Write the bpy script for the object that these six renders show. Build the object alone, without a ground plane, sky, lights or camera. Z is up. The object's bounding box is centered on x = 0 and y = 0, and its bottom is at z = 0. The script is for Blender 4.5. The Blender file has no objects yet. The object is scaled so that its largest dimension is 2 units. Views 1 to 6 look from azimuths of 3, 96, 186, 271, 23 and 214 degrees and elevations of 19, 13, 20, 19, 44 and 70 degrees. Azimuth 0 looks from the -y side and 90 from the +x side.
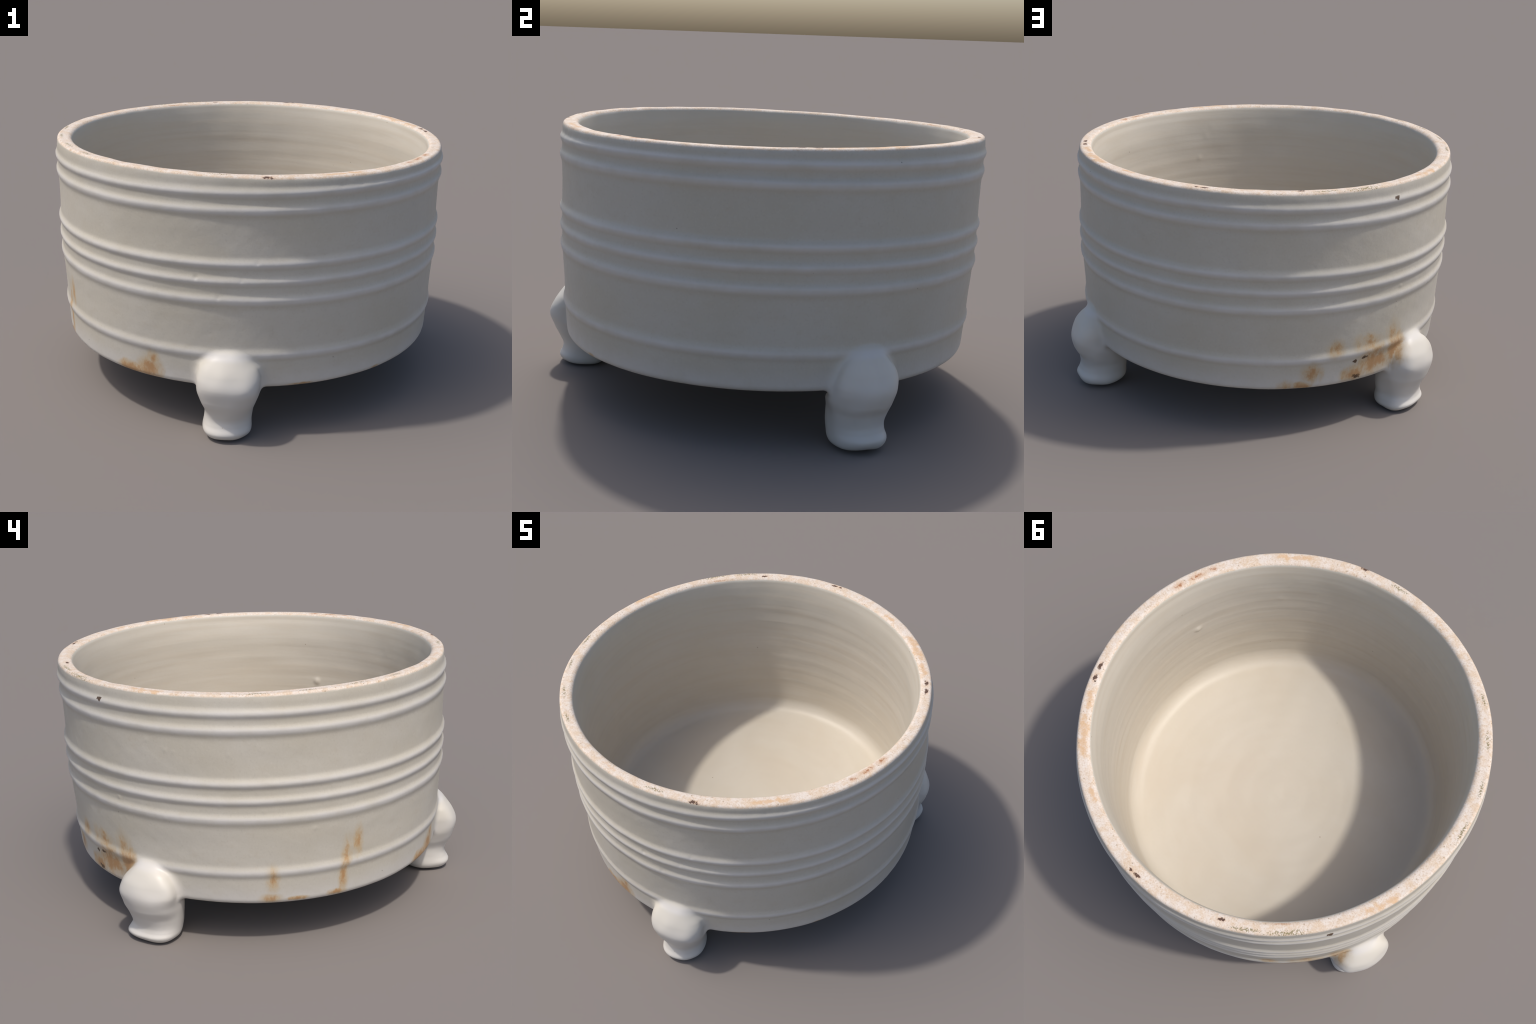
"""Low cylindrical ceramic vessel on three short knee-shaped legs.

The vessel is described as one implicit solid f(x, y, z) < 0:
  * a wall of revolution (profile curve + six raised bands) around a slightly
    leaning axis, with small out-of-round harmonics,
  * a cavity with throwing rings and a dished floor,
  * three legs lofted through outer / inner / left / right profile curves,
    melted into the wall with a smooth union.
The solid is polygonised with surface nets, every vertex is projected onto the
exact surface, and the skin is divided into named parts that share borders.
"""
import bpy, math
import numpy as np

VOX = 0.0068
RNG = np.random.default_rng(7)


# ------------------------------------------------------------------ helpers
def curve(points):
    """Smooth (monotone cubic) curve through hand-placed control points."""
    pts = sorted(points)
    xs = np.array([p[0] for p in pts], float)
    ys = np.array([p[1] for p in pts], float)
    h = np.diff(xs)
    s = np.diff(ys) / h
    m = np.zeros_like(xs)
    m[0], m[-1] = s[0], s[-1]
    for i in range(1, len(xs) - 1):
        if s[i - 1] * s[i] > 0:
            w1, w2 = 2 * h[i] + h[i - 1], h[i] + 2 * h[i - 1]
            m[i] = (w1 + w2) / (w1 / s[i - 1] + w2 / s[i])
    gx = np.linspace(xs[0], xs[-1], 1500)
    i = np.clip(np.searchsorted(xs, gx) - 1, 0, len(h) - 1)
    t = (gx - xs[i]) / h[i]
    gy = ((2 * t**3 - 3 * t**2 + 1) * ys[i] + (t**3 - 2 * t**2 + t) * h[i] * m[i]
          + (-2 * t**3 + 3 * t**2) * ys[i + 1] + (t**3 - t**2) * h[i] * m[i + 1])
    k = np.ones(9) / 9.0
    gy = np.convolve(np.pad(gy, 4, mode="edge"), k, mode="valid")
    return lambda v: np.interp(v, gx, gy)


def smax(a, b, k):
    h = np.maximum(k - np.abs(a - b), 0.0) / k
    return np.maximum(a, b) + h * h * k * 0.25


def smin(a, b, k):
    h = np.maximum(k - np.abs(a - b), 0.0) / k
    return np.minimum(a, b) - h * h * k * 0.25


def waves(seed, n, wavelength):
    g = np.random.default_rng(seed)
    d = g.normal(size=(n, 3))
    d /= np.linalg.norm(d, axis=1)[:, None]
    d *= (2 * np.pi / wavelength) * g.uniform(0.6, 1.5, n)[:, None]
    ph = g.uniform(0, 2 * np.pi, n)

    def f(x, y, z):
        s = 0.0
        for (a, b, c), p in zip(d, ph):
            s = s + np.sin(a * x + b * y + c * z + p)
        return s / math.sqrt(n)
    return f


# ------------------------------------------------------------ vessel profile
# outer wall without bands: height -> radius
WALL = curve([(0.10, 0.900), (0.20, 0.913), (0.26, 0.9175), (0.33, 0.922), (0.42, 0.9275),
              (0.50, 0.931), (0.58, 0.936), (0.69, 0.9405), (0.77, 0.942), (0.88, 0.9410),
              (0.98, 0.9420), (1.09, 0.9435), (1.16, 0.9428), (1.19, 0.9395), (1.30, 0.936)])
# raised bands: height, projection, half width upwards, half width downwards
BANDS = [(1.118, 0.0092, 0.0135, 0.014), (1.0445, 0.0092, 0.0135, 0.019), (0.809, 0.0100, 0.0145, 0.0145),
         (0.730, 0.0090, 0.0135, 0.014), (0.6455, 0.0090, 0.0140, 0.021), (0.389, 0.0078, 0.016, 0.017)]
# cavity wall: height -> radius
CAVITY = curve([(0.20, 0.785), (0.28, 0.803), (0.35, 0.820), (0.42, 0.831), (0.55, 0.842), (0.70, 0.848),
                (0.90, 0.853), (1.05, 0.857), (1.12, 0.863), (1.16, 0.871), (1.20, 0.879), (1.30, 0.890)])
# floor of the cavity: radius -> height
FLOOR = curve([(0.0, 0.258), (0.25, 0.260), (0.45, 0.268), (0.60, 0.276), (0.70, 0.285),
               (0.78, 0.296), (0.85, 0.320), (0.95, 0.38)])
RIM_Z = 1.188

# axis lean: height -> centre
AXIS_X = curve([(0.0, 0.010), (0.25, 0.008), (0.45, 0.005), (0.7, 0.001), (0.9, -0.003), (1.2, -0.0050)])
AXIS_Y = curve([(0.0, 0.035), (0.25, 0.036), (0.45, 0.038), (0.9, 0.0425), (1.2, 0.0430)])

# ------------------------------------------------------------------- the legs
# azimuth, then curves over height: reach of the outer side, inner side,
# and half widths on the two sides
INNER = [(-0.05, 0.782), (0.05, 0.772), (0.12, 0.771), (0.19, 0.780), (0.25, 0.850), (0.46, 0.870)]
LEGS = [
    dict(az=-90.8, sole=0.0,
         out=[(-0.05, 0.980), (0.012, 0.999), (0.035, 1.004), (0.065, 0.990), (0.087, 0.986), (0.13, 1.000),
              (0.195, 1.028), (0.255, 1.038), (0.315, 1.018), (0.37, 0.978), (0.40, 0.948), (0.43, 0.895)],
         left=[(-0.05, 0.110), (0.035, 0.119), (0.08, 0.112), (0.115, 0.108), (0.17, 0.126), (0.225, 0.140),
               (0.285, 0.143), (0.335, 0.129), (0.37, 0.101), (0.395, 0.070), (0.425, 0.03)],
         right=[(-0.05, 0.096), (0.035, 0.103), (0.07, 0.101), (0.115, 0.106), (0.17, 0.122), (0.23, 0.138),
                (0.29, 0.141), (0.335, 0.129), (0.37, 0.101), (0.395, 0.070), (0.425, 0.03)]),
    dict(az=31.0, sole=0.008,
         out=[(-0.05, 0.995), (0.02, 1.014), (0.05, 1.019), (0.08, 1.004), (0.105, 0.998), (0.145, 1.004),
              (0.20, 1.030), (0.255, 1.040), (0.32, 1.020), (0.375, 0.980), (0.41, 0.945), (0.44, 0.895)],
         left=[(-0.05, 0.106), (0.05, 0.114), (0.11, 0.117), (0.155, 0.122), (0.21, 0.134), (0.27, 0.134),
               (0.325, 0.118), (0.365, 0.092), (0.395, 0.062), (0.425, 0.03)],
         right=[(-0.05, 0.105), (0.04, 0.113), (0.08, 0.108), (0.11, 0.109), (0.16, 0.122), (0.22, 0.134),
                (0.28, 0.136), (0.335, 0.124), (0.375, 0.100), (0.405, 0.070), (0.435, 0.03)]),
    dict(az=149.2, sole=0.0,
         out=[(-0.05, 0.972), (0.01, 0.988), (0.030, 0.992), (0.052, 0.978), (0.070, 0.973), (0.115, 0.986),
              (0.175, 1.014), (0.235, 1.026), (0.29, 1.012), (0.34, 0.980), (0.37, 0.946), (0.40, 0.895)],
         left=[(-0.05, 0.132), (0.02, 0.142), (0.045, 0.133), (0.075, 0.123), (0.125, 0.134), (0.185, 0.146),
               (0.245, 0.147), (0.295, 0.133), (0.335, 0.106), (0.365, 0.070), (0.395, 0.03)],
         right=[(-0.05, 0.104), (0.03, 0.112), (0.07, 0.116), (0.115, 0.122), (0.175, 0.134), (0.235, 0.139),
                (0.285, 0.130), (0.335, 0.108), (0.365, 0.070), (0.395, 0.03)]),
]
LEG_CENTRE = (0.0, 0.04)
for leg in LEGS:
    a = math.radians(leg["az"])
    leg["dir"] = (math.cos(a), math.sin(a))
    leg["f"] = [curve(leg["out"]), curve(INNER), curve(leg["left"]), curve(leg["right"])]


def leg_field(leg, x, y, z):
    cx, cy = leg["dir"]
    px, py = x - LEG_CENTRE[0], y - LEG_CENTRE[1]
    rho, tau = px * cx + py * cy, -px * cy + py * cx
    out, inn, lef, rig = (g(z) for g in leg["f"])
    ar, ac = (out - inn) * 0.5, (out + inn) * 0.5
    at, tc = (lef + rig) * 0.5, (rig - lef) * 0.5
    n = 2.35
    q = (np.abs((rho - ac) / ar) ** n + np.abs((tau - tc) / at) ** n) ** (1 / n)
    f = (q - 1.0) * np.minimum(ar, at)
    f = smax(f, leg["sole"] - z, 0.042)
    return smax(f, z - 0.445, 0.01)


def legs_field(x, y, z):
    f = None
    for leg in LEGS:
        g = leg_field(leg, x, y, z)
        f = g if f is None else np.minimum(f, g)
    return f


# ---------------------------------------------------------- the whole vessel
wobble = waves(3, 10, 0.30)
ripple = waves(5, 12, 0.075)
lump = waves(11, 10, 0.13)


def cylindrical(x, y, z):
    px, py = x - AXIS_X(z), y - AXIS_Y(z)
    r = np.sqrt(px * px + py * py) + 1e-9
    c, s = px / r, py / r
    c2, s2 = c * c - s * s, 2 * c * s
    c3, s3 = c2 * c - s2 * s, s2 * c + c2 * s
    return r, c, s, c2, s2, c3, s3


def rim_wave(c, s, c2, s2):
    return 0.0010 * c - 0.0045 * s - 0.0019 * c2 + 0.0044 * s2


def shell_fields(x, y, z, fine):
    r, c, s, c2, s2, c3, s3 = cylindrical(x, y, z)
    up = np.clip((z - 0.3) / 0.85, 0, 1)
    # out-of-round shape: strongest at the rim
    dr = (-0.0016 * c2 + 0.0050 * s2) * (0.4 + 0.6 * up) + (0.0022 * c3 - 0.0062 * s3) * up**6
    di = (-0.0006 * c2 + 0.0048 * s2) * (0.3 + 0.7 * up) + (0.0064 * c3 - 0.0035 * s3) * up**6
    top_w = np.clip((z - 1.13) / 0.05, 0, 1)
    zb = z - (0.0135 * c - 0.005 * s) * (1 - top_w) - rim_wave(c, s, c2, s2) * top_w
    ro = WALL(zb) + dr
    for bz, h, su, sd in BANDS:
        d = zb - bz
        sg = np.where(d > 0, su, sd)
        t = (d / sg) ** 2
        ro = ro + h * np.exp(-0.5 * t - 0.05 * t * t)
    ri = CAVITY(z) + di - 0.006 * c * np.clip((1.15 - z) / 0.1, 0, 1)
    fl = FLOOR(r)
    zt = z - rim_wave(c, s, c2, s2)
    if fine:
        ro = ro + 0.0007 * wobble(x, y, z * 1.6) + 0.0002 * ripple(x, y, z)
        th = np.arctan2(s, c)
        ring = (np.sin(z * 92 + th + 0.6 * s2) * 0.55 + np.sin(z * 151 - th + 1.3) * 0.35
                + np.sin(z * 47 + 0.4 * c) * 0.6 + np.sin(z * 260 + th) * 0.16)
        ri = ri + 0.00028 * ring * np.clip((1.14 - z) / 0.1, 0, 1) + 0.0008 * wobble(x, y, z * 3)
        sp = np.sin(r * 58 + th) * 0.6 + np.sin(r * 97 - th + 1.0) * 0.4 + 0.5 * np.sin(r * 31 + 2 * th)
        fl = fl + 0.0005 * sp + 0.0008 * wobble(x * 1.5, y * 1.5, z)
        zt = zt + 0.0003 * ripple(x * 0.8, y * 0.8, z * 0) + 0.0006 * wobble(x * 1.7, y * 1.7, z * 0)
    tilt = 0.0133 * c * np.minimum(r / 0.9, 1.2)
    base = 0.2295 + tilt
    fl = fl + tilt
    outer = smax(smax(r - ro, zt - RIM_Z, 0.014), base - z, 0.030)
    cavity = smax(smax(r - ri, fl - z, 0.060), z - 1.6, 0.01)
    return outer, cavity, r, zb, zt, ro, ri


def bumps(x, y, z):
    """Small accidents of the surface: glaze nodule, drips, chips, pimples."""
    out = 0.0
    for (cx, cy, cz), rad, h in SPOTS:
        d2 = ((x - cx) ** 2 + (y - cy) ** 2 + (z - cz) ** 2) / (rad * rad)
        out = out + h * np.exp(-np.minimum(d2, 30.0))
    return out


def on_wall(az, z, r=0.945):
    a = math.radians(az)
    return (r * math.cos(a), 0.04 + r * math.sin(a), z)


SPOTS = [((0.766, -0.318, 0.803), 0.016, 0.014),            # glaze nodule inside
         ((0.447, -0.690, 1.03), 0.020, 0.0022), ((0.420, -0.715, 1.08), 0.020, 0.0020),
         ((0.480, -0.66, 0.90), 0.016, 0.0022),
         (on_wall(-62, 1.152), 0.014, -0.0018), (on_wall(-65, 1.155), 0.010, -0.003),
         (on_wall(-59, 1.158), 0.012, 0.0025), (on_wall(-56, 1.150), 0.012, -0.0025),
         (on_wall(-88, 0.742), 0.010, -0.0018), (on_wall(-100, 0.745), 0.010, -0.003),
         (on_wall(-84, 0.825, 0.95), 0.010, -0.0025), (on_wall(-94, 0.66), 0.010, -0.002),
         (on_wall(28, 0.655), 0.018, -0.002), (on_wall(-2, 0.66), 0.018, -0.002)]
for _ in range(26):
    SPOTS.append((on_wall(180 + RNG.uniform(-42, 30), RNG.uniform(0.30, 1.02), 0.935),
                  RNG.uniform(0.008, 0.013), RNG.uniform(0.0008, 0.0018)))


def solid(x, y, z, fine=False):
    outer, cavity = shell_fields(x, y, z, fine)[:2]
    g = legs_field(x, y, z)
    if fine:
        g = g + 0.0022 * lump(x, y, z)
    f = smin(outer, g, 0.026)
    f = smax(f, -cavity, 0.022)
    if fine:
        f = f - bumps(x, y, z)
    return f


# ------------------------------------------------------------- surface nets
def surface_nets():
    lo = np.array([-1.06, -1.06, -0.04])
    hi = np.array([1.06, 1.06, 1.24])
    n = np.ceil((hi - lo) / VOX).astype(int) + 1
    gx, gy, gz = (lo[i] + VOX * np.arange(n[i]) for i in range(3))
    F = np.empty(tuple(n), np.float32)
    X, Y = np.meshgrid(gx, gy, indexing="ij")
    rad = np.sqrt(X**2 + (Y - 0.04) ** 2)
    for k, zz in enumerate(gz):
        # only columns near the wall can hold surface; floor slabs are done whole
        F[:, :, k] = 1.0
        if zz > 0.42:
            F[:, :, k] = np.where(rad < 0.9, 0.5, 0.5)
            sel = (rad > 0.82) & (rad < 1.07)
        else:
            sel = rad < 1.07
        F[:, :, k][sel] = solid(X[sel], Y[sel], np.full(sel.sum(), zz))
    inside = F < 0
    c = np.zeros(tuple(n - 1), np.int8)
    for dx in (0, 1):
        for dy in (0, 1):
            for dz in (0, 1):
                c += inside[dx:n[0] - 1 + dx, dy:n[1] - 1 + dy, dz:n[2] - 1 + dz]
    cells = np.argwhere((c > 0) & (c < 8))
    index = np.full(tuple(n - 1), -1, np.int32)
    index[tuple(cells.T)] = np.arange(len(cells))
    corners = np.array([(a, b, d) for a in (0, 1) for b in (0, 1) for d in (0, 1)])
    vals = np.stack([F[tuple((cells + o).T)] for o in corners], 1)
    acc = np.zeros((len(cells), 3))
    cnt = np.zeros(len(cells))
    for i in range(8):
        for j in range(i + 1, 8):
            if np.abs(corners[i] - corners[j]).sum() != 1:
                continue
            cross = (vals[:, i] < 0) != (vals[:, j] < 0)
            t = vals[cross, i] / (vals[cross, i] - vals[cross, j])
            acc[cross] += corners[i] + t[:, None] * (corners[j] - corners[i])
            cnt[cross] += 1
    verts = lo + VOX * (cells + acc / cnt[:, None])
    quads = []
    for ax in range(3):
        b, d = (ax + 1) % 3, (ax + 2) % 3
        o = np.zeros(3, int)
        o[ax] = 1
        s0 = inside[:n[0] - o[0], :n[1] - o[1], :n[2] - o[2]]
        s1 = inside[o[0]:, o[1]:, o[2]:]
        e = np.argwhere(s0 != s1)
        e = e[(e[:, b] > 0) & (e[:, d] > 0)]
        flip = s1[tuple(e.T)]
        eb, ed = np.zeros(3, int), np.zeros(3, int)
        eb[b], ed[d] = 1, 1
        q = np.stack([index[tuple((e - eb - ed).T)], index[tuple((e - ed).T)],
                      index[tuple(e.T)], index[tuple((e - eb).T)]], 1)
        q[flip] = q[flip][:, ::-1]
        quads.append(q)
    return verts, np.concatenate(quads)


def gradient(p, e=0.0006):
    g = np.empty_like(p)
    for i in range(3):
        d = np.zeros(3)
        d[i] = e
        a, b = p + d, p - d
        g[:, i] = (solid(*a.T, True) - solid(*b.T, True)) / (2 * e)
    return g


def build_skin():
    v, q = surface_nets()
    for it in range(3):
        g = gradient(v)
        f = solid(*v.T, True)
        step = (f / np.maximum((g * g).sum(1), 0.05))[:, None] * g
        ln = np.linalg.norm(step, axis=1)
        step *= np.minimum(1.0, VOX * 0.8 / np.maximum(ln, 1e-9))[:, None]
        v = v - step
        if it == 0:   # even out the quads before the final projections
            acc = np.zeros_like(v)
            cnt = np.zeros(len(v))
            for a, b in ((0, 1), (1, 2), (2, 3), (3, 0)):
                np.add.at(acc, q[:, a], v[q[:, b]])
                np.add.at(acc, q[:, b], v[q[:, a]])
                np.add.at(cnt, q[:, a], 1)
                np.add.at(cnt, q[:, b], 1)
            v = v * 0.5 + 0.5 * acc / cnt[:, None]
    nrm = gradient(v)
    nrm /= np.linalg.norm(nrm, axis=1)[:, None]
    v[:, 2] -= v[:, 2].min()
    return v, q, nrm


# ------------------------------------------------------------------ materials
class Nodes:
    """Tiny helper that writes shader maths as expressions."""

    def __init__(self, name):
        self.mat = bpy.data.materials.new(name)
        self.mat.use_nodes = True
        self.t = self.mat.node_tree
        self.t.nodes.clear()
        self.coord = self.new("ShaderNodeTexCoord").outputs["Object"]
        sep = self.new("ShaderNodeSeparateXYZ")
        self.link(self.coord, sep.inputs[0])
        self.x, self.y, self.z = sep.outputs

    def new(self, kind, **kw):
        n = self.t.nodes.new(kind)
        for k, val in kw.items():
            setattr(n, k, val)
        return n

    def link(self, a, b):
        self.t.links.new(a, b)

    def put(self, sock, val):
        if isinstance(val, bpy.types.NodeSocket):
            self.link(val, sock)
        else:
            sock.default_value = val

    def math(self, op, a, b=0.0, c=0.0, clamp=False):
        n = self.new("ShaderNodeMath", operation=op, use_clamp=clamp)
        for s, val in zip(n.inputs, (a, b, c)):
            self.put(s, val)
        return n.outputs[0]

    def add(self, a, b): return self.math("ADD", a, b)
    def sub(self, a, b): return self.math("SUBTRACT", a, b)
    def mul(self, a, b): return self.math("MULTIPLY", a, b)
    def mx(self, a, b): return self.math("MAXIMUM", a, b)

    def ramp(self, v, a, b, lo=0.0, hi=1.0):
        n = self.new("ShaderNodeMapRange", interpolation_type="SMOOTHSTEP")
        self.put(n.inputs[0], v)
        for s, val in zip(n.inputs[1:5], (a, b, lo, hi)):
            self.put(s, val)
        return n.outputs[0]

    def noise(self, scale, detail=3.0, rough=0.55, stretch=(1, 1, 1), offset=(0, 0, 0), distort=0.0):
        m = self.new("ShaderNodeMapping")
        self.link(self.coord, m.inputs[0])
        m.inputs[1].default_value = offset
        m.inputs[3].default_value = stretch
        n = self.new("ShaderNodeTexNoise")
        self.link(m.outputs[0], n.inputs["Vector"])
        n.inputs["Scale"].default_value = scale
        n.inputs["Detail"].default_value = detail
        n.inputs["Roughness"].default_value = rough
        n.inputs["Distortion"].default_value = distort
        return n.outputs["Fac"]

    def blob(self, centre, radii, az):
        """1 in the middle of an ellipsoid (radial, sideways, vertical), 0 outside."""
        m = self.new("ShaderNodeMapping", vector_type="TEXTURE")
        self.link(self.coord, m.inputs[0])
        m.inputs[1].default_value = centre
        m.inputs[2].default_value = (0, 0, math.radians(az))
        m.inputs[3].default_value = radii
        n = self.new("ShaderNodeVectorMath", operation="LENGTH")
        self.link(m.outputs[0], n.inputs[0])
        return self.math("SUBTRACT", 1.0, n.outputs["Value"], clamp=True)

    def mix(self, fac, a, b):
        n = self.new("ShaderNodeMix", data_type="RGBA")
        self.put(n.inputs[0], fac)
        for s, val in ((n.inputs[6], a), (n.inputs[7], b)):
            self.put(s, val if isinstance(val, bpy.types.NodeSocket) else (*val, 1.0))
        return n.outputs[2]

    def voronoi(self, scale, offset=(0, 0, 0)):
        m = self.new("ShaderNodeMapping")
        self.link(self.coord, m.inputs[0])
        m.inputs[1].default_value = offset
        n = self.new("ShaderNodeTexVoronoi")
        self.link(m.outputs[0], n.inputs["Vector"])
        n.inputs["Scale"].default_value = scale
        return n.outputs["Distance"], n.outputs["Color"]

    def finish(self, colour, rough, height=None, dist=0.002, strength=0.5):
        b = self.new("ShaderNodeBsdfPrincipled")
        self.put(b.inputs["Base Color"], colour)
        self.put(b.inputs["Roughness"], rough)
        b.inputs["Specular IOR Level"].default_value = 0.35
        if height is not None:
            bp = self.new("ShaderNodeBump")
            bp.inputs["Strength"].default_value = strength
            bp.inputs["Distance"].default_value = dist
            self.put(bp.inputs["Height"], height)
            self.link(bp.outputs[0], b.inputs["Normal"])
        o = self.new("ShaderNodeOutputMaterial")
        self.link(b.outputs[0], o.inputs[0])
        return self.mat


GLAZE = (0.505, 0.465, 0.385)
GLAZE_COOL = (0.525, 0.49, 0.422)
GLAZE_WARM = (0.485, 0.43, 0.345)
GLAZE_WHITE = (0.60, 0.563, 0.495)


def glaze_base(s, inside=False):
    """Uneven cream-white glaze: broad warm and cool clouds, fine speckle."""
    big = s.noise(2.6, 3, 0.5, offset=(3, 1, 7))
    mid = s.noise(14, 4, 0.6, stretch=(1, 1, 1.6))
    col = s.mix(s.ramp(big, 0.35, 0.68), GLAZE_COOL, GLAZE)
    col = s.mix(s.mul(s.ramp(mid, 0.5, 0.75), 0.35), col, GLAZE_WARM)
    grit = s.noise(95, 3, 0.7, offset=(6, 6, 1))
    col = s.mix(s.mul(s.ramp(grit, 0.52, 0.75), 0.30), col, (0.40, 0.36, 0.30))
    col = s.mix(s.mul(s.ramp(grit, 0.46, 0.25), 0.25), col, (0.60, 0.57, 0.51))
    if inside:
        col = s.mix(0.6, col, (0.54, 0.487, 0.405))
    else:
        # paler colour over the legs, the band crests and the base edge
        w = None
        for leg in LEGS:
            cx, cy = leg["dir"]
            b = s.blob((LEG_CENTRE[0] + 0.93 * cx, LEG_CENTRE[1] + 0.93 * cy, 0.18), (0.21, 0.21, 0.29), leg["az"])
            w = b if w is None else s.mx(w, b)
        col = s.mix(s.ramp(w, 0.06, 0.26), col, GLAZE_WHITE)
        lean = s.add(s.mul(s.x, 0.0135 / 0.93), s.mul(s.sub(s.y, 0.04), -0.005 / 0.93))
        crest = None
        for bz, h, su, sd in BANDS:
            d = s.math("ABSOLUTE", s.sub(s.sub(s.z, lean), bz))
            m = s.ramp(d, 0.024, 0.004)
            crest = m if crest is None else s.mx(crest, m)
        patchiness = s.ramp(s.noise(9, 3, 0.6, offset=(5, 2, 8)), 0.25, 0.65, 0.45, 0.85)
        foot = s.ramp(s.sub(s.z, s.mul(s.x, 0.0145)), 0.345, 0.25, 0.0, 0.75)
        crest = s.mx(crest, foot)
        col = s.mix(s.mul(crest, patchiness), col, (0.605, 0.58, 0.55))
    return col


def pin_specks(s, col, scale, offset, keep, size, tint):
    d, c = s.voronoi(scale, offset)
    sep = s.new("ShaderNodeSeparateColor")
    s.link(c, sep.inputs[0])
    pick = s.math("GREATER_THAN", sep.outputs[0], keep)
    dot = s.ramp(d, size, size * 0.35)
    return s.mix(s.mul(s.mul(pick, dot), 0.75), col, tint)


# stains: azimuth, height, sideways radius, vertical radius, strength
STAINS = [(-114, 0.275, 0.095, 0.10, 1.0), (-121, 0.245, 0.13, 0.055, 1.0), (-113, 0.325, 0.055, 0.07, 0.85),
          (134, 0.315, 0.17, 0.12, 1.0), (141, 0.34, 0.10, 0.13, 1.0), (139.5, 0.44, 0.075, 0.13, 0.62),
          (130, 0.425, 0.13, 0.085, 0.60), (119, 0.425, 0.08, 0.075, 0.62), (112, 0.315, 0.08, 0.085, 0.8),
          (109, 0.245, 0.07, 0.04, 0.9), (126, 0.27, 0.11, 0.07, 0.9), (104, 0.25, 0.06, 0.06, 0.6),
          (-175, 0.34, 0.050, 0.13, 0.55), (-175.5, 0.25, 0.08, 0.04, 0.8),
          (-150, 0.475, 0.045, 0.12, 0.58), (-153.6, 0.43, 0.045, 0.14, 0.58), (-154.6, 0.32, 0.038, 0.14, 0.72),
          (-156.5, 0.245, 0.07, 0.025, 0.95), (-46, 0.250, 0.04, 0.022, 0.85), (-71, 0.246, 0.09, 0.016, 0.95),
          (-168, 0.243, 0.08, 0.017, 0.8)]


def stain_layer(s, col, power=1.0):
    total = None
    for az, z, w, h, st in STAINS:
        a = math.radians(az)
        b = s.blob((0.92 * math.cos(a), 0.04 + 0.92 * math.sin(a), z), (0.16, w, h), az)
        b = s.mul(b, st)
        total = b if total is None else s.mx(total, b)
    total = s.mul(total, power)
    cloud = s.noise(13, 5, 0.62, stretch=(1, 1, 0.5), offset=(2, 5, 1), distort=0.6)
    fine = s.noise(52, 4, 0.68, stretch=(1, 1, 0.6))
    n = s.add(s.mul(cloud, 0.62), s.mul(fine, 0.38))
    # pale seeping wash, then the rust itself
    wash = s.mul(s.ramp(s.add(total, s.mul(s.sub(cloud, 0.5), 0.9)), 0.06, 0.50), s.ramp(total, 0.0, 0.22))
    col = s.mix(s.mul(wash, 0.62), col, (0.50, 0.385, 0.235))
    amt = s.ramp(s.add(total, s.mul(s.sub(n, 0.5), 2.3)), 0.26, 0.78)
    amt = s.mul(amt, s.ramp(total, 0.04, 0.36))
    tone = s.ramp(s.add(s.mul(fine, 0.55), s.mul(total, 0.45)), 0.36, 0.66)
    rust = s.mix(tone, (0.52, 0.345, 0.165), (0.40, 0.19, 0.055))
    col = s.mix(s.mul(amt, 0.74), col, rust)
    # a few burnt spots
    dark = None
    for az, z, w, h in ((125.6, 0.339, 0.022, 0.016), (128.9, 0.350, 0.040, 0.012), (126.5, 0.256, 0.035, 0.020),
                        (136, 1.119, 0.024, 0.020)):
        a = math.radians(az)
        r = 0.945 if z > 1 else 0.92
        b = s.blob((r * math.cos(a), 0.04 + r * math.sin(a), z), (0.08, w, h), az)
        dark = b if dark is None else s.mx(dark, b)
    grain = s.noise(75, 3, 0.6, offset=(9, 2, 4))
    dk = s.ramp(s.add(dark, s.mul(s.sub(grain, 0.5), 1.5)), 0.35, 0.6)
    return s.mix(s.mul(s.mul(dk, s.ramp(dark, 0.02, 0.2)), 0.95), col, (0.075, 0.04, 0.02))


def rim_height(s):
    """Height measured from the slightly wavy rim plane."""
    k = 1.0 / (0.92 * 0.92)
    yy = s.sub(s.y, 0.043)
    t = s.sub(s.mul(s.x, s.x), s.mul(yy, yy))
    w = s.add(s.mul(t, -0.0019 * k), s.mul(s.mul(s.x, yy), 2 * 0.0044 * k))
    w = s.add(w, s.add(s.mul(s.x, 0.0010 / 0.92), s.mul(yy, -0.0045 / 0.92)))
    return s.sub(s.z, w)


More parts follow.
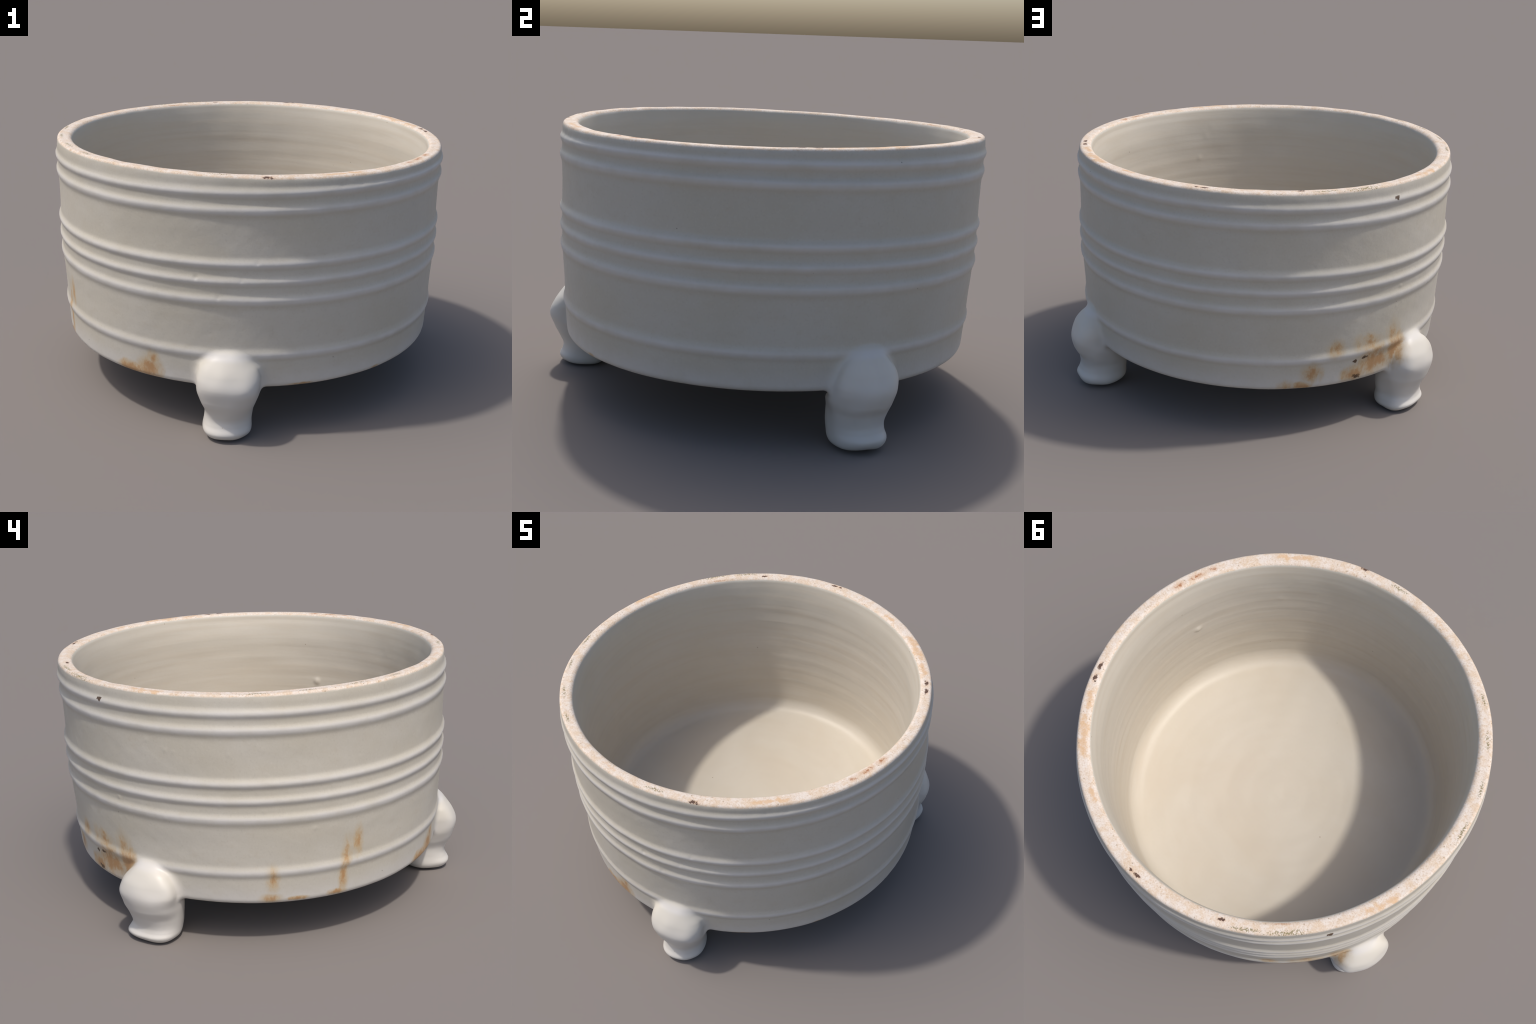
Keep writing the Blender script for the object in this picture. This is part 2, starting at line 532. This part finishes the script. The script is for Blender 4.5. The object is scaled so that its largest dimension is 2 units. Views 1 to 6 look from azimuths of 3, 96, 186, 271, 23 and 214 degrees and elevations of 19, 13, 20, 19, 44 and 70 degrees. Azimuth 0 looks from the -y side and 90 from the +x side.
RIM_MARKS = [(-22.8, 0.905, 0.050, 0.022, 'r'), (-29, 0.905, 0.055, 0.020, 'r'), (-34.6, 0.909, 0.030, 0.020, 'r'),
             (12.5, 0.912, 0.030, 0.014, 'd'), (17, 0.912, 0.030, 0.014, 'd'), (80.7, 0.925, 0.026, 0.012, 'd'),
             (78.5, 0.925, 0.018, 0.010, 'd'), (106.7, 0.906, 0.026, 0.012, 'd'), (123.3, 0.886, 0.060, 0.006, 'r'),
             (153.6, 0.909, 0.10, 0.025, 'o'), (148, 0.905, 0.06, 0.02, 'o'), (35.7, 0.905, 0.14, 0.030, 'o'),
             (25, 0.905, 0.10, 0.02, 'o'), (52.9, 0.900, 0.08, 0.016, 'o'), (113.8, 0.925, 0.10, 0.012, 'g'),
             (125, 0.925, 0.12, 0.018, 'g'), (-164.4, 0.924, 0.06, 0.012, 'g'), (-178.6, 0.92, 0.07, 0.012, 'g'),
             (-81.3, 0.925, 0.035, 0.012, 'd'), (-94, 0.915, 0.06, 0.014, 'g'), (-137.7, 0.93, 0.06, 0.012, 'g'),
             (-150, 0.925, 0.06, 0.014, 'g'), (-110, 0.915, 0.08, 0.014, 'o'), (-60, 0.905, 0.10, 0.02, 'o')]


def rim_layer(s, col):
    edge = s.noise(38, 4, 0.6, offset=(1, 1, 1))
    h = s.add(rim_height(s), s.mul(s.sub(edge, 0.5), 0.010))
    bare = s.ramp(h, RIM_Z - 0.0085, RIM_Z - 0.0035)
    mott = s.noise(20, 5, 0.72, offset=(4, 8, 2))
    grain = s.noise(130, 4, 0.72)
    body = s.mix(s.ramp(mott, 0.40, 0.64), (0.655, 0.575, 0.495), (0.605, 0.475, 0.35))
    body = s.mix(s.mul(s.ramp(grain, 0.50, 0.66), 0.62), body, (0.47, 0.335, 0.215))
    body = s.mix(s.mul(s.ramp(grain, 0.47, 0.32), 0.6), body, (0.70, 0.65, 0.60))
    kinds = {}
    for az, r, w, d, k in RIM_MARKS:
        a = math.radians(az)
        g = 1.15 if k in "dr" else 1.25
        b = s.blob((-0.005 + r * math.cos(a), 0.043 + r * math.sin(a), RIM_Z), (d * g, w * g, 0.05), az)
        kinds[k] = s.mx(kinds[k], b) if k in kinds else b
    tex = s.noise(85, 4, 0.72, offset=(7, 7, 7))
    spots = s.noise(150, 3, 0.6, offset=(3, 9, 5))
    body = s.mix(s.mul(s.ramp(s.mx(kinds['r'], kinds['d']), 0.0, 0.7), 0.55), body, (0.55, 0.35, 0.21))
    for k, colour, n, lo, hi, amt, gain in (('o', (0.58, 0.37, 0.20), mott, 0.25, 0.85, 0.70, 2.0),
                                            ('r', (0.30, 0.105, 0.03), tex, 0.55, 1.05, 0.80, 3.2),
                                            ('g', (0.20, 0.165, 0.07), spots, 0.55, 0.85, 0.85, 3.4),
                                            ('d', (0.065, 0.03, 0.02), tex, 0.38, 0.62, 0.93, 2.6)):
        m = s.add(kinds[k], s.mul(s.sub(n, 0.5), gain))
        m = s.mul(s.ramp(m, lo, hi), s.ramp(kinds[k], 0.02, 0.30))
        body = s.mix(s.mul(m, amt), body, colour)
    d, c = s.voronoi(42, (0.3, 0.1, 0.2))
    sep = s.new("ShaderNodeSeparateColor")
    s.link(c, sep.inputs[0])
    pk = s.mul(s.math("GREATER_THAN", sep.outputs[1], 0.66), s.ramp(d, 0.20, 0.08))
    body = s.mix(s.mul(pk, 0.6), body, (0.25, 0.17, 0.09))
    return s.mix(bare, col, body), bare


def make_outside():
    s = Nodes("cream_glaze_stained")
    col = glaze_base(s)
    col = pin_specks(s, col, 13, (0.4, 0.2, 0.7), 0.86, 0.05, (0.16, 0.14, 0.12))
    col = stain_layer(s, col)
    col, bare = rim_layer(s, col)
    rough = s.add(0.42, s.mul(bare, 0.35))
    h = s.add(s.mul(s.noise(42, 3, 0.5), 0.6), s.mul(s.noise(150, 2, 0.5), 0.18))
    return s.finish(col, rough, h, 0.0022, 0.48)


def make_leg():
    s = Nodes("white_glaze_leg")
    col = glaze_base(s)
    col = pin_specks(s, col, 16, (1.4, 0.2, 0.7), 0.9, 0.05, (0.3, 0.24, 0.18))
    col = stain_layer(s, col, 0.6)
    h = s.add(s.mul(s.noise(30, 3, 0.5), 0.7), s.mul(s.noise(130, 2, 0.5), 0.15))
    return s.finish(col, 0.40, h, 0.002, 0.30)


def make_inside():
    s = Nodes("warm_glaze_inside")
    col = glaze_base(s, inside=True)
    band = s.noise(3.0, 4, 0.6, stretch=(0.6, 0.6, 9), offset=(1, 6, 2), distort=0.4)
    col = s.mix(s.mul(s.ramp(band, 0.40, 0.72), 0.5), col, (0.50, 0.435, 0.345))
    col = pin_specks(s, col, 11, (0.1, 0.5, 0.3), 0.80, 0.055, (0.26, 0.20, 0.14))
    h = s.add(s.mul(s.noise(20, 3, 0.5, stretch=(1, 1, 4)), 0.6), s.mul(s.noise(120, 2, 0.5), 0.15))
    col, bare = rim_layer(s, col)
    rough = s.add(0.46, s.mul(bare, 0.32))
    return s.finish(col, rough, h, 0.002, 0.30)


# ---------------------------------------------------------------- assembling
def part(name, verts, quads, normals, mat, root):
    used, inv = np.unique(quads, return_inverse=True)
    q = inv.reshape(quads.shape)
    me = bpy.data.meshes.new(name)
    me.vertices.add(len(used))
    me.vertices.foreach_set("co", verts[used].astype(np.float32).ravel())
    me.loops.add(q.size)
    me.loops.foreach_set("vertex_index", q.astype(np.int32).ravel())
    me.polygons.add(len(q))
    me.polygons.foreach_set("loop_start", (np.arange(len(q)) * 4).astype(np.int32))
    me.update(calc_edges=True)
    me.validate()
    me.polygons.foreach_set("use_smooth", np.ones(len(me.polygons), bool))
    me.normals_split_custom_set_from_vertices([tuple(v) for v in normals[used].tolist()])
    me.materials.append(mat)
    ob = bpy.data.objects.new(name, me)
    bpy.context.scene.collection.objects.link(ob)
    ob.parent = root
    return ob


def main():
    v, q, nrm = build_skin()
    cen = v[q].mean(1)
    x, y, z = cen.T
    outer, cavity, r, zb, zt, ro, ri = shell_fields(x, y, z, False)
    fl = np.stack([leg_field(l, x, y, z) for l in LEGS], 1)
    nearest = fl.argmin(1)
    label = np.full(len(q), "wall", dtype=object)
    inside = (r < (ro + ri) * 0.5 - 0.004) & (z > 0.255) & (np.abs(cavity) < 0.03)
    label[(zb < 0.25) & (r < 0.91)] = "base"
    on_leg = (fl.min(1) < outer) & ~inside
    label[inside] = "interior"
    for i, (bz, h, su, sd) in enumerate(BANDS):
        label[(label == "wall") & (zb < bz + su * 1.3) & (zb > bz - sd * 1.3)] = "band%d" % i
    label[(zt > RIM_Z - 0.013)] = "rim"
    for i in range(3):
        label[on_leg & (nearest == i)] = "leg%d" % i

    root = bpy.data.objects.new("tripod_vessel", None)
    bpy.context.scene.collection.objects.link(root)
    root["label"] = "low round cream-white glazed ceramic vessel on three short bulging legs"
    root["category"] = "ceramic bowl"
    out_m, leg_m, in_m = make_outside(), make_leg(), make_inside()
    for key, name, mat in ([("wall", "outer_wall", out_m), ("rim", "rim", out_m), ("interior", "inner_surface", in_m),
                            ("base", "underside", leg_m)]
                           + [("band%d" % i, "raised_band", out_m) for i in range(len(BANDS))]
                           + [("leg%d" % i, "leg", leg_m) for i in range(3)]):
        sel = label == key
        if sel.any():
            part(name, v, q[sel], nrm, mat, root)


main()
